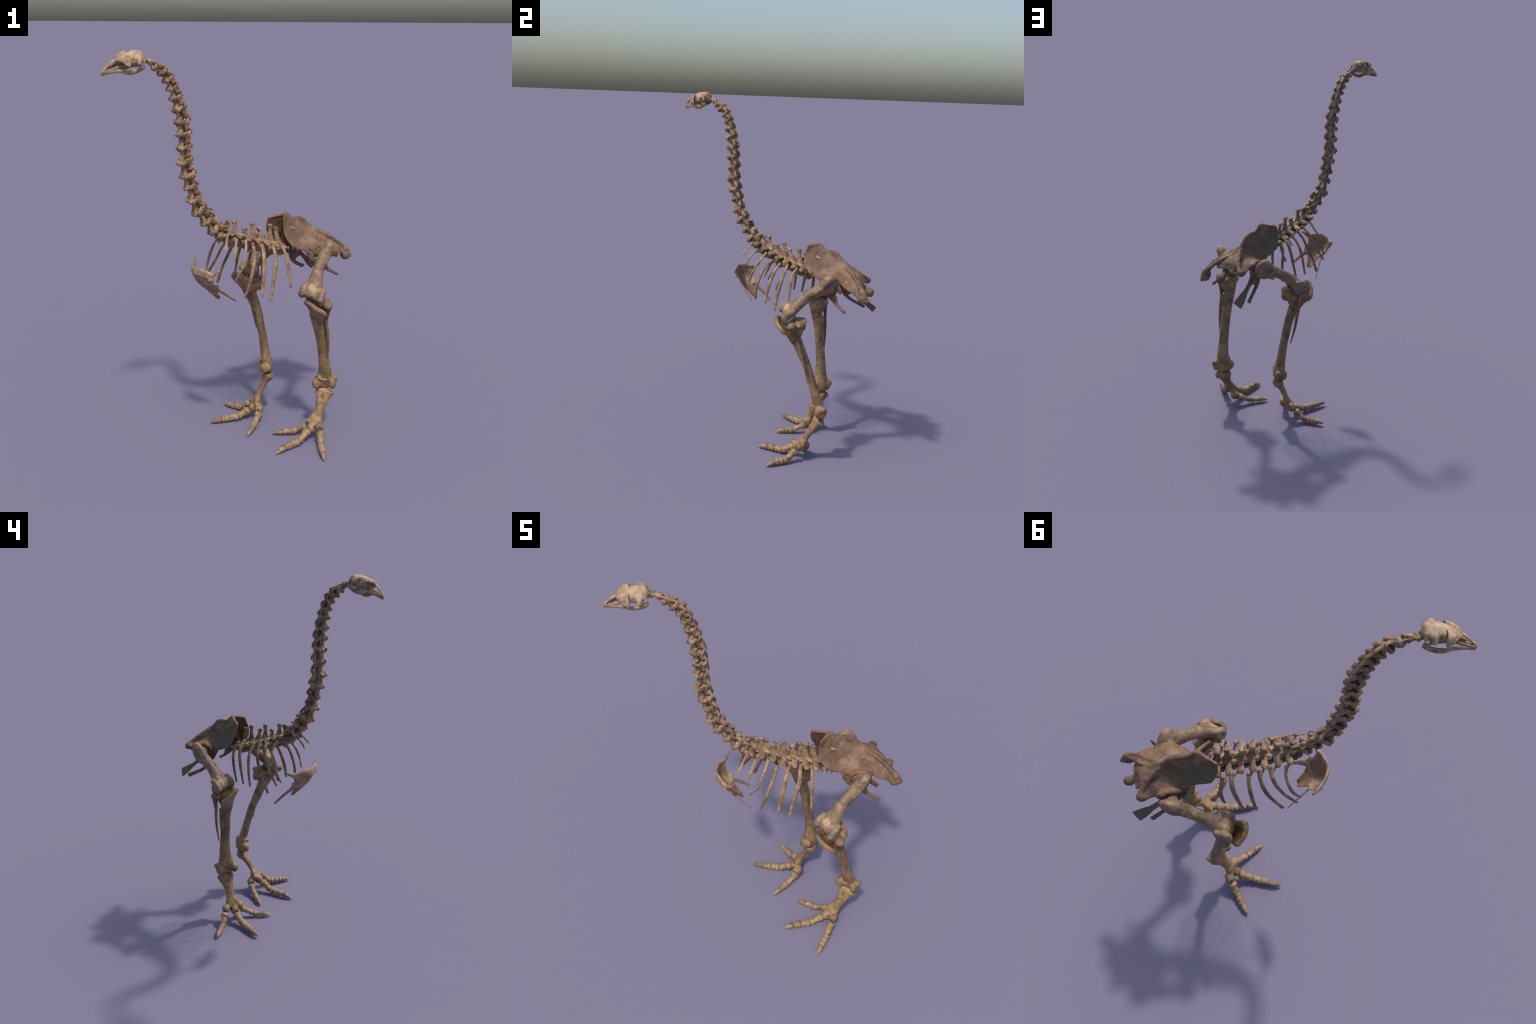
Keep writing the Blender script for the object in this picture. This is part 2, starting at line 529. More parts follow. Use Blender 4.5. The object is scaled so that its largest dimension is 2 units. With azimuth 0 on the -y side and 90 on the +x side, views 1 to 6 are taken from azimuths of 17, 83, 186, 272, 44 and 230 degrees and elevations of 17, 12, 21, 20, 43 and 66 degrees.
def neck_vertebra(i):
    P0, c, d, w, L = frame_at(i)
    s = NECK_SCALE[i] * RNG.uniform(.90, 1.03)
    j = lambda a: RNG.uniform(-a, a)

    def p(a, bd, lat):
        return P0 + c * a * L + d * bd * s + w * lat * s * .88
    b = Bone(.0015, .6)
    u0 = 1 + j(.10)
    b.bar([p(-.02, -.029, 0), p(.2, -.028, 0), p(.55, -.027, 0), p(.86, -.028, 0), p(.98, -.029, 0)],
          np.array([.0135, .0125, .0105, .0125, .013]) * s, np.array([.018, .016, .0115, .014, .016]) * s, w)
    b.bar([p(.22, -.004, 0), p(.5, -.002, 0), p(.76, -.002, 0)], np.array([.014, .015, .014]) * s, np.array([.018, .016, .016]) * s, w)
    b.bar([p(.36, .008, 0), p(.5, .014 * u0, 0), p(.66, .012, 0)], np.array([.006, .007, .006]) * s, .0045 * s, w)
    for q in (1, -1):
        u, t = 1 + j(.12), 1 + j(.12)
        # rear articular wings, overlapping the next bone
        b.bar([p(.48, .004, q * .010), p(.74, .011, q * .016 * u), p(.96, .015 + j(.002), q * .0215 * u), p(1.12 + j(.05), .015, q * .0225 * u)],
              np.array([.010, .0115, .0115, .0065]) * s, np.array([.008, .006, .005, .004]) * s, d)
        # front articular wings
        b.bar([p(.36, -.004, q * .014), p(.14, .002, q * .021), p(-.06 + j(.03), .008, q * .023 * u)],
              np.array([.012, .011, .009]) * s, np.array([.010, .007, .006]) * s, d)
        # side wall of the arch
        b.bar([p(.14, -.012, q * .021), p(.45, -.006, q * .018), p(.76, .002, q * .015)], np.array([.011, .010, .009]) * s,
              np.array([.006, .005, .006]) * s, w)
        # ring for the artery at the front end with its short trailing rib
        b.bar([p(.08, -.008, q * .023), p(.12, -.021, q * .030 * u), p(.16, -.034, q * .027 * u), p(.17 + j(.04), -.0415 * t, q * .018)],
              np.array([.011, .0105, .0115, .0095]) * s, np.array([.0065, .005, .0055, .0065]) * s, w)
        b.tube([p(.16, -.034, q * .027 * u), p(.34, -.035, q * .023), p(.48 + j(.12), -.035, q * .020)], np.array([.0075, .0055, .003]) * s)
        b.tube([p(.08, -.034, q * .011), p(.16, -.045, q * .013), p(.22, -.0445 * t, q * .014)], np.array([.010, .0095, .0075]) * s)
        if RNG.random() < .45:
            b.ell(p(.06 + j(.04), -.022, q * .022), np.array([.010, .008, .008]) * s, (c, d, w), k=.004, cut=True)
    if i >= 15:   # base of the neck: taller arch
        for q in (1, -1):
            b.tube([p(.45, .006, q * .004), p(.62, .022, q * .009), p(.72, .027 + j(.004), q * .011)], np.array([.009, .008, .006]) * s)
        b.ell(p(.5, .006, 0), (.016 * s, .014 * s, .014 * s), (c, d, w))
    return b


def atlas(i):
    P0, c, d, w, L = frame_at(i)
    b = Bone(.0013)
    b.bar([P0 - .002 * c - .004 * d, P0 + c * (L * .7) - .006 * d], [.0075, .0085], [.011, .010], w)
    for q in (1, -1):
        b.tube([P0 + c * L * .2 + w * q * .008, P0 + c * L * .85 + w * q * .011 + d * .004], [.0055, .004])
        b.tube([P0 + c * L * .2 + w * q * .006 - d * .006, P0 + c * L * .5 + w * q * .008 - d * .013], [.005, .004])
    if i:
        b.bar([P0 + d * .003, P0 + c * L * .7 + d * .009], [.005, .005], [.005, .005], w)
    return b


def back_vertebra(n):
    i = 18 + n
    P0, c, d, w, L = frame_at(i)
    d = unit(d * .55 + UP * .45)
    d = unit(d - (d @ c) * c)
    w = np.cross(c, d) if np.cross(c, d) @ LEFT > 0 else np.cross(d, c)
    top = V(*SPINE_TOPS[n])
    j = lambda a: RNG.uniform(-a, a)
    p = lambda a, bd, lat: P0 + c * a * L + d * bd + w * lat
    b = Bone(.0017, .7)
    b.bar([p(.0, -.033, 0), p(.25, -.034, 0), p(.6, -.033, 0), p(.9, -.034, 0), p(1.0, -.034, 0)],
          [.022, .020, .018, .021, .021], [.028, .025, .020, .026, .027], w)
    b.bar([p(.12, -.006, 0), p(.5, -.003, 0), p(.88, -.005, 0)], [.015, .017, .014], [.018, .019, .016], w)
    base = p(.5, .004, 0)
    st = top - base
    b.bar([base, base + st * .22, base + st * .45, base + st * .75, top - UP * .003], [.027, .020, .0135, .0115 + j(.001), .0135 + j(.0015)],
          [.014, .0085, .0065, .0065, .0085], w, k=.010)
    b.bar([top - c * .009 - UP * .004, top + c * .009 - UP * .004], [.006, .006], [.0085, .0085], w)
    tip_l = .062 + (.006 if n > 2 else 0)
    for q in (1, -1):
        b.bar([p(.45, .000, q * .012), p(.48, .004, q * .030), p(.46 + j(.06), .001, q * (tip_l - .010)), p(.46, -.004, q * tip_l)],
              [.021, .015, .0165, .012], [.010, .006, .0065, .007], d, k=.010)
        b.bar([p(.35, -.022, q * .012), p(.40, -.012, q * .032), p(.45, -.004, q * .052)], [.013, .010, .009], [.010, .007, .005], c)
        b.bar([p(.6, .002, q * .010), p(.95, .008, q * .016), p(1.12, .009, q * .017)], [.010, .010, .008], [.008, .007, .005], d)
        b.bar([p(.3, .000, q * .013), p(.0, .003, q * .021), p(-.06, .004, q * .021)], [.012, .012, .008], [.009, .007, .005], d)
        b.ell(p(.20, -.024, q * .028), (.013, .012, .012), (c, d, w))
        b.ell(p(.66, -.020, q * .023), (.010, .009, .007), (c, d, w), k=.004, cut=True)
    if n in (0, 1, 3):
        b.bar([p(.2, -.050, 0), p(.32, -.064, 0)], [.012, .007], [.005, .003], w)
    return b


def build_spine():
    mats = [bone_material(f'vertebra_bone_{t}', (.37, .25, .155), (.225, .145, .09), (.105, .066, .042), stain=RUST, stain_amt=.30,
                          grey=g, scale=26, pits=.3) for t, g in (('a', (.17, .14, .12)), ('b', (.13, .10, .08)), ('c', (.2, .15, .11)))]
    cache = {}

    def shared(k):
        if k not in cache:
            cache[k] = mats[k](V(0, 0, 0))
        return cache[k]
    for i in range(18):
        b = atlas(i) if i < 2 else neck_vertebra(i)
        make('neck_vertebra', b.mesh(.0011, .009, seed=20 + i), shared(i % 3), root)
    for n in range(7):
        b = back_vertebra(n)
        make('back_vertebra', b.mesh(.0007, .011, seed=50 + n), shared((n + 1) % 3), root)
    # iron rod showing in the gap behind the skull
    r = Bone(.0013)
    r.tube([V(*JOINTS[1]) - V(0, 0, .004), V(*JOINTS[3]) - V(0, 0, .010)], .0032, n=4)
    make('support_rod', r.mesh(0), bone_material('iron', (.07, .07, .065), (.05, .05, .05), (.03, .03, .03), stain_amt=.1, pits=0, rough=.5), root)


# ================================================================ ribs
# spine of each rib from its outer head down to the tip, with half-widths
RIBS = {
    'left': [
        ([(-.031, -.146, 1.158), (-.033, -.158, 1.140), (-.030, -.175, 1.121), (-.027, -.190, 1.103), (-.028, -.202, 1.088)], [.006, .005, .006, .0065, .0065], 0),
        ([(.001, -.122, 1.126), (.006, -.145, 1.102), (.010, -.166, 1.076), (.012, -.181, 1.045)], [.007, .0065, .007, .005], 1),
        ([(.032, -.074, 1.110), (.042, -.104, 1.075), (.046, -.132, 1.035), (.042, -.149, .998), (.028, -.158, .967), (.011, -.163, .935)], [.007, .007, .0065, .008, .005, .0045], 2),
        ([(.060, -.044, 1.074), (.077, -.078, 1.046), (.082, -.100, 1.011), (.079, -.114, .972), (.073, -.124, .932), (.062, -.129, .889), (.046, -.128, .847)], [.009, .009, .010, .009, .0085, .008, .008], 3),
        ([(.094, .000, 1.061), (.108, -.027, 1.030), (.116, -.047, .990), (.119, -.063, .940), (.118, -.075, .884), (.117, -.079, .841)], [.010, .0105, .0105, .0105, .0095, .008], 4),
        ([(.135, .036, 1.065), (.153, .018, 1.025), (.160, .003, .984), (.158, -.010, .930), (.152, -.022, .865), (.147, -.031, .806)], [.009, .0105, .011, .011, .0095, .009], 5),
        ([(.166, .086, 1.051), (.189, .063, 1.030), (.203, .050, .998), (.213, .043, .955), (.221, .037, .910), (.230, .028, .864)], [.008, .008, .0095, .0095, .0085, .0075], 6)],
    'right': [
        ([(-.106, -.035, 1.127), (-.129, -.016, 1.098), (-.152, -.009, 1.068), (-.167, -.011, 1.033), (-.178, -.022, .992), (-.186, -.051, .924)], [.006, .0065, .007, .008, .0075, .0055], 0),
        ([(-.065, .015, 1.117), (-.097, .028, 1.087), (-.119, .028, 1.052), (-.136, .020, 1.016), (-.158, .003, .966), (-.187, -.027, .907)], [.009, .009, .0085, .0075, .0075, .007], 1),
        ([(-.039, .054, 1.103), (-.072, .069, 1.067), (-.093, .071, 1.026), (-.111, .064, .984), (-.133, .046, .926), (-.150, .020, .853)], [.0085, .0085, .009, .009, .0075, .009], 2),
        ([(-.016, .089, 1.083), (-.042, .109, 1.055), (-.061, .119, 1.020), (-.073, .122, .980), (-.083, .121, .925), (-.091, .116, .869)], [.008, .008, .009, .0085, .008, .0065], 3),
        ([(.031, .142, 1.087), (.003, .163, 1.061), (-.012, .170, 1.022), (-.024, .168, .968), (-.034, .162, .915), (-.044, .155, .866)], [.010, .010, .0105, .010, .008, .006], 4),
        ([(.044, .179, 1.073), (.029, .197, 1.045), (.026, .208, 1.008), (.028, .209, .965), (.030, .204, .905), (.031, .196, .847)], [.009, .009, .0085, .0095, .0075, .006], 5)]}


def build_ribs():
    cache = {}
    for side, sg in (('left', 1), ('right', -1)):
        for k, (pts, w, n) in enumerate(RIBS[side]):
            P = [V(*q) for q in pts]
            b = Bone(.0016)
            w = np.array(w)
            axis = unit(P[-1] - P[0])
            out = LEFT * sg
            nr = []
            for q in range(len(P)):
                tq = unit(P[min(q + 1, len(P) - 1)] - P[max(q - 1, 0)])
                f = FWD - (FWD @ tq) * tq
                nr.append(unit(np.cross(tq, f)))
            b.bar(P, w, np.clip(w * .62, .0035, .0065), np.array(nr))
            # second head reaching the side of the vertebra
            P0, c, d, wv, L = frame_at(18 + n)
            side_pt = P0 + c * L * .22 - UP * .024 + LEFT * sg * .024
            elbow = P[0] + (P[1] - P[0]) * .55
            mid = (elbow * .5 + side_pt * .5) - UP * .002
            b.bar([elbow, mid, side_pt], [w[0] * .8, .0055, .0055], [.005, .004, .0045], c)
            b.ell(P[0], w[0] * np.array([.95, .8, .8]))
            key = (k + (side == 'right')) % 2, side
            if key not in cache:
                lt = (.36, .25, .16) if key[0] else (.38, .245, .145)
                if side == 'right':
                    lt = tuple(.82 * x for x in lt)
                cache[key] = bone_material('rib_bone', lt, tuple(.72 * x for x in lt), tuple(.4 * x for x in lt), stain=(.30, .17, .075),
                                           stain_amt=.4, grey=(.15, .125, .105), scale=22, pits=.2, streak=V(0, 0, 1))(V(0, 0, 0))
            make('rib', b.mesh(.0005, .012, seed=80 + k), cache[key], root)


# ================================================================ breastbone
def build_sternum():
    S = body
    b = Bone(.0016)
    b.plate([[S(.612, -.104, -.030), S(.645, -.060, -.025), S(.655, -.018, -.022), S(.642, .025, -.022), S(.620, .060, -.030)],
             [S(.600, -.090, -.066), S(.628, -.052, -.070), S(.634, -.016, -.070), S(.622, .020, -.068), S(.600, .053, -.064)],
             [S(.572, -.069, -.104), S(.592, -.040, -.108), S(.596, -.014, -.110), S(.590, .012, -.106), S(.576, .048, -.098)]],
            [[.006, .007, .007, .007, .006], [.0035] * 5, [.003] * 5], k=.005)
    b.plate([[S(.577, -.060, -.097), S(.592, -.036, -.104), S(.596, -.014, -.108), S(.590, .010, -.104), S(.578, .040, -.094)],
             [S(.562, -.046, -.125), S(.570, -.030, -.130), S(.573, -.014, -.133), S(.569, .003, -.130), S(.562, .020, -.124)],
             [S(.530, -.028, -.167), S(.532, -.020, -.169), S(.533, -.014, -.170), S(.532, -.008, -.168), S(.530, -.003, -.163)]], .0032, k=.004)
    # thick front lip with its two horns
    b.bar([S(.584, -.142, .008), S(.596, -.128, -.006), S(.616, -.104, -.014), S(.646, -.060, -.008), S(.656, -.018, -.006),
           S(.642, .025, -.008), S(.622, .062, -.014), S(.609, .085, .001), S(.600, .102, .012)],
          [.007, .008, .015, .018, .017, .017, .015, .008, .006], [.005, .006, .008, .008, .008, .008, .009, .005, .004], FWD, k=.008)
    b.ell(S(.624, .057, -.036), (.012, .012, .010))
    b.ell(S(.617, -.098, -.036), (.011, .010, .010))
    # long struts behind
    b.bar([S(.596, -.092, -.068), S(.576, -.072, -.100), S(.545, -.086, -.132), S(.512, -.100, -.166), S(.483, -.113, -.199)],
          [.012, .012, .0085, .007, .007], [.004, .004, .0035, .003, .0025], V(.5, -.53, .68), k=.005)
    b.bar([S(.598, .055, -.066), S(.579, .050, -.096), S(.550, .064, -.118), S(.523, .076, -.140), S(.498, .086, -.160)],
          [.016, .017, .0115, .0095, .0085], [.004, .004, .0035, .003, .0025], V(-.04, -.80, -.60), k=.005)
    make('breastbone', b.mesh(.0006, .014, seed=7), bone_material(
        'breastbone_bone', (.38, .255, .165), (.29, .185, .12), (.165, .105, .075), stain=(.30, .17, .075), stain_amt=.3,
        grey=(.17, .125, .105), scale=16, pits=.2,
        patches=[(S(.62, -.02, -.07), .028, (.19, .12, .09), .45)]), root)


# ================================================================ pelvis
def build_pelvis():
    S = body
    b = Bone(.0024)
    # hip blades: rows run front to back, each row from the crest down to the lower edge
    left = [[S(.170, .036, .190), S(.180, .047, .150), S(.178, .058, .110), S(.164, .066, .078)],
            [S(.146, .018, .194), S(.146, .034, .150), S(.146, .053, .095), S(.140, .072, .052)],
            [S(.118, -.004, .196), S(.114, .023, .140), S(.112, .046, .085), S(.112, .072, .034)],
            [S(.080, -.008, .168), S(.081, .022, .115), S(.080, .038, .070), S(.079, .070, .024)],
            [S(.037, -.008, .164), S(.037, .012, .115), S(.038, .032, .075), S(.044, .080, .034)],
            [S(.005, -.008, .150), S(.0, .008, .110), S(-.004, .032, .076), S(-.004, .094, .046)],
            [S(-.040, -.008, .106), S(-.050, .014, .090), S(-.052, .042, .056), S(-.052, .108, .036)],
            [S(-.090, .002, .080), S(-.100, .028, .070), S(-.102, .058, .036), S(-.100, .112, .004)],
            [S(-.130, .018, .064), S(-.145, .050, .046), S(-.152, .074, .014), S(-.152, .108, -.022)],
            [S(-.160, .050, .026), S(-.185, .072, .010), S(-.200, .090, -.020), S(-.200, .098, -.055)]]
    right = [[S(.194, -.058, .181), S(.197, -.068, .148), S(.188, -.080, .108), S(.166, -.088, .068)],
             [S(.156, -.034, .190), S(.156, -.046, .150), S(.152, -.062, .098), S(.142, -.080, .048)],
             [S(.118, -.014, .196), S(.114, -.036, .140), S(.112, -.048, .085), S(.108, -.076, .034)],
             [S(.080, -.014, .168), S(.080, -.032, .120), S(.080, -.044, .070), S(.079, -.072, .022)],
             [S(.037, -.014, .164), S(.037, -.026, .115), S(.038, -.040, .072), S(.042, -.078, .026)],
             [S(.005, -.014, .150), S(.0, -.024, .112), S(-.004, -.044, .078), S(-.004, -.096, .046)],
             [S(-.040, -.014, .106), S(-.048, -.032, .088), S(-.052, -.054, .056), S(-.052, -.112, .036)],
             [S(-.080, -.020, .084), S(-.090, -.046, .066), S(-.096, -.074, .036), S(-.094, -.116, .014)],
             [S(-.110, -.040, .066), S(-.124, -.070, .046), S(-.136, -.098, .026), S(-.136, -.118, .006)]]
    th = [.0042, .0036, .0036, .0044]
    b.plate(left, [th] * 10, k=.006)
    b.plate(right, [th] * 9, k=.006)
    # roof between the two blades behind the crest
    b.plate([[S(-.045, .004, .106), S(-.046, -.010, .108), S(-.045, -.022, .104)],
             [S(-.090, .030, .074), S(-.090, -.010, .078), S(-.084, -.046, .074)],
             [S(-.130, .048, .046), S(-.132, -.006, .052), S(-.118, -.068, .046)],
             [S(-.158, .038, .012), S(-.158, -.010, .022), S(-.150, -.068, .006)]], .004, k=.008)
    # crest along the top, with a dip and a hump
    b.tube([S(.170, .034, .189), S(.148, .014, .197), S(.122, -.008, .198), S(.100, -.010, .178), S(.078, -.010, .166), S(.055, -.010, .165),
            S(.035, -.010, .163), S(.012, -.010, .152), S(-.008, -.010, .130), S(-.030, -.010, .112), S(-.050, -.010, .105), S(-.088, -.010, .082)],
           [.006, .007, .008, .008, .008, .010, .010, .010, .009, .009, .009, .005], k=.010)
    b.tube([S(.192, -.056, .180), S(.160, -.034, .191), S(.122, -.010, .198)], [.006, .007, .008], k=.008)
    b.tube([S(.192, -.057, .178), S(.194, -.068, .148), S(.186, -.080, .108)], [.006, .0045, .004], k=.006)
    # ridges running back and outwards
    b.tube([S(-.048, .006, .100), S(-.104, .038, .071), S(-.150, .074, .036), S(-.195, .092, -.010)], [.008, .007, .008, .014], k=.012)
    b.tube([S(-.048, -.024, .098), S(-.090, -.056, .067), S(-.134, -.104, .020)], [.008, .007, .010], k=.012)
    # broken rear ends
    b.ell(S(-.192, .096, -.034), (.028, .020, .034), (FWD, LEFT, UP), k=.012)
    b.tube([S(-.19, .098, -.04), S(-.222, .096, -.052)], [.022, .012], k=.010)
    b.ell(S(-.128, -.112, .012), (.022, .020, .018), (FWD, LEFT, UP), k=.012)
    # sacral beam
    b.tube([S(.200, .0, .030), S(.14, 0, .030), S(.06, -.004, .040), S(-.04, -.008, .044), S(-.12, -.012, .006), S(-.188, -.015, -.030)],
           [.022, .023, .026, .026, .020, .017], k=.010)
    b.bar([S(.15, 0, .045), S(.10, -.004, .10), S(.04, -.006, .105), S(-.04, -.008, .075)], [.02, .05, .050, .03], [.007, .007, .007, .007], LEFT, k=.010)
    b.ell(S(-.19, -.015, -.030), (.022, .020, .024), (FWD, LEFT, UP), k=.008)
    for f, z in ((.170, .036), (.141, .034), (.118, .032), (.09, .03), (.06, .034), (-.03, .045), (-.075, .03), (-.11, .01)):
        for s in (1, -1):
            e = .050 if f > .05 else .028
            b.bar([S(f, s * .012, z), S(f - .004, s * .04, z + .004), S(f - .008, s * e, z + .004 + (0 if f > .05 else .012))],
                  [.008, .0055, .006], [.006, .0045, .004], UP, k=.006)
    for s in (1, -1):
        # hip socket: thick ring around an open hole
        b.tube([S(.034, s * .096, -.008), S(.026, s * .10, .026), S(.0, s * .108, .042), S(-.030, s * .110, .034), S(-.042, s * .108, .004),
                S(-.030, s * .102, -.030), S(.004, s * .096, -.042), S(.030, s * .093, -.030), S(.034, s * .096, -.008)],
               [.012, .012, .011, .013, .015, .012, .011, .012, .012], k=.012)
        b.bar([S(.060, s * .080, .028), S(.052, s * .092, .0), S(.034, s * .094, -.030)], [.014, .013, .012], [.010, .010, .009], LEFT, k=.012)
        b.ell(S(-.046, s * .116, .022), (.022, .014, .022), (FWD, LEFT, UP), k=.010)
        b.tube([S(.048, s * .084, .030), S(.030, s * .040, .032), S(.02, 0, .034)], [.013, .012, .016], k=.010)
    # left: broken stubs and pubis
    b.bar([S(-.050, .114, .0), S(-.072, .134, -.004), S(-.090, .152, -.010)], [.020, .019, .016], [.007, .0055, .004], FWD * .7 + LEFT * .5, k=.006)
    for f, l in ((.141, .068), (.122, .077), (.165, .066)):
        b.tube([S(f, l, .050), S(f - .002, l + .004, .026)], [.006, .002], k=.006)
    b.bar([S(-.020, .100, -.036), S(-.042, .108, -.062), S(-.060, .116, -.085)], [.012, .010, .003], [.007, .005, .002], LEFT, k=.006)
    b.tube([S(.020, .094, -.038), S(-.018, .106, -.066), S(-.060, .118, -.094), S(-.108, .131, -.123)], [.011, .010, .0095, .008], k=.006)
    # right: two long blades
    b.bar([S(-.022, -.102, -.030), S(-.060, -.111, -.062), S(-.100, -.118, -.096), S(-.138, -.124, -.126), S(-.176, -.130, -.153)],
          [.022, .013, .0135, .023, .029], [.009, .007, .006, .005, .0045], LEFT * .8 - UP * .6, k=.006)
    b.bar([S(.018, -.098, -.042), S(.006, -.104, -.074), S(-.024, -.113, -.105), S(-.064, -.128, -.128), S(-.108, -.147, -.151)],
          [.014, .012, .011, .0105, .012], [.009, .007, .006, .0055, .0045], LEFT * .9 - UP * .4, k=.006)
    b.plate([[S(.018, -.098, -.040), S(-.006, -.100, -.036), S(-.032, -.104, -.036)],
             [S(.008, -.103, -.066), S(-.014, -.106, -.062), S(-.042, -.109, -.056)],
             [S(-.004, -.108, -.088), S(-.022, -.109, -.080), S(-.054, -.112, -.066)]], .006, k=.008)
    b.ell(S(-.040, -.112, -.092), (.013, .030, .010), (FWD, LEFT, UP), k=.004, cut=True)
    rough = [(S(-.205, .096, -.045), .035, .0045, .012), (S(-.19, -.015, -.030), .03, .004, .010), (S(-.140, -.118, .008), .018, .003, .010),
             (S(-.16, -.03, .02), .03, .003, .012), (S(.11, .074, .034), .02, .003, .012), (S(.16, -.085, .06), .02, .002, .012)]
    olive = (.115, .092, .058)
    redb = (.20, .118, .082)
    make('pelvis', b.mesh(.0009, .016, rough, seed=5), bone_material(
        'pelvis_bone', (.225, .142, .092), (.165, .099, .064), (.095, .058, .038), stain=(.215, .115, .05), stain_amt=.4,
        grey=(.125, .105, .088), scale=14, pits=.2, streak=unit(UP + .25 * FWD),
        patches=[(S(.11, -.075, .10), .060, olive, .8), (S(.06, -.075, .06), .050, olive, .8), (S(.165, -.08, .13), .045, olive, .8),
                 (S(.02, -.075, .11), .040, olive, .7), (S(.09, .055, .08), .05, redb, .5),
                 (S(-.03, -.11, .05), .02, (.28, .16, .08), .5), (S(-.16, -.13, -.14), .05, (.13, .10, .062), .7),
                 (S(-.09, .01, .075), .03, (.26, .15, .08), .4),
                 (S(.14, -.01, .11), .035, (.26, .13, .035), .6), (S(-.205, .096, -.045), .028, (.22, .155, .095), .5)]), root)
    # small paper tag glued on the left blade
    c = S(.112, .0285, .1345)
    a = unit(S(.080, .029, .115) - S(.146, .035, .150) + V(0, 0, .01))
    n = unit(LEFT * .85 + UP * .5)
    n = unit(n - (n @ a) * a)
    t = Bone(.0009)
    u = np.cross(n, a)
    rows = [[c + a * x + u * y for y in (-.0045, .0045)] for x in (-.0165, 0, .0165)]
    t.plate(rows, .0016)
    make('paper_tag', t.mesh(.0001, .01), bone_material('tag_paper', (.33, .30, .22), (.29, .26, .19), (.22, .19, .14), stain_amt=.1, pits=0, scale=60), root)


# ================================================================ legs
LEG = {
    'left': dict(head=(.299, .252, .992), troch=(.354, .234, 1.006), shaft=(.347, .130, .944), lat=(.398, .011, .848), med=(.305, -.012, .875),
                 plat=(.368, .045, .787), tmed=(.327, .186, .294), tlat=(.423, .202, .293), tdist=(.380, .207, .298),
                 tmt=(.379, .209, .240), tmts=(.366, .157, .156),
                 line=[(.355, .060, .719), (.367, .099, .625), (.374, .132, .545), (.379, .165, .443), (.382, .190, .360)],
                 fib=[(.422, .028, .790), (.413, .048, .745), (.405, .068, .694), (.410, .091, .621), (.411, .113, .547), (.408, .129, .467)],
                 tr=[(.322, .154, .064), (.339, .106, .072), (.377, .113, .083)],
                 toes=[((.296, .150, .050), (.128, .09, .007)), ((.322, .083, .062), (.201, -.10, .005)), ((.389, .082, .064), (.45, -.086, .006))]),
    'right': dict(head=(.164, .354, .985), troch=(.109, .402, 1.002), shaft=(.023, .337, .949), lat=(-.105, .299, .873), med=(-.038, .22, .893),
                  plat=(-.055, .257, .808), tmed=(.045, .226, .304), tlat=(.007, .323, .318), tdist=(.038, .280, .315),
                  tmt=(.042, .284, .257), tmts=(.010, .262, .172),
                  line=[(-.046, .252, .733), (-.020, .264, .653), (-.003, .269, .572), (.012, .276, .490), (.024, .279, .406)],
                  fib=[(-.101, .307, .815), (-.084, .309, .776), (-.073, .308, .735), (-.063, .311, .662), (-.050, .310, .590), (-.031, .305, .516)],
                  tr=[(.018, .214, .076), (-.026, .238, .070), (-.034, .283, .085)],
                  toes=[((.018, .199, .055), (.01, .027, .007)), ((-.05, .224, .050), (-.227, .095, .015)), ((-.063, .289, .064), (-.231, .325, .016))])}


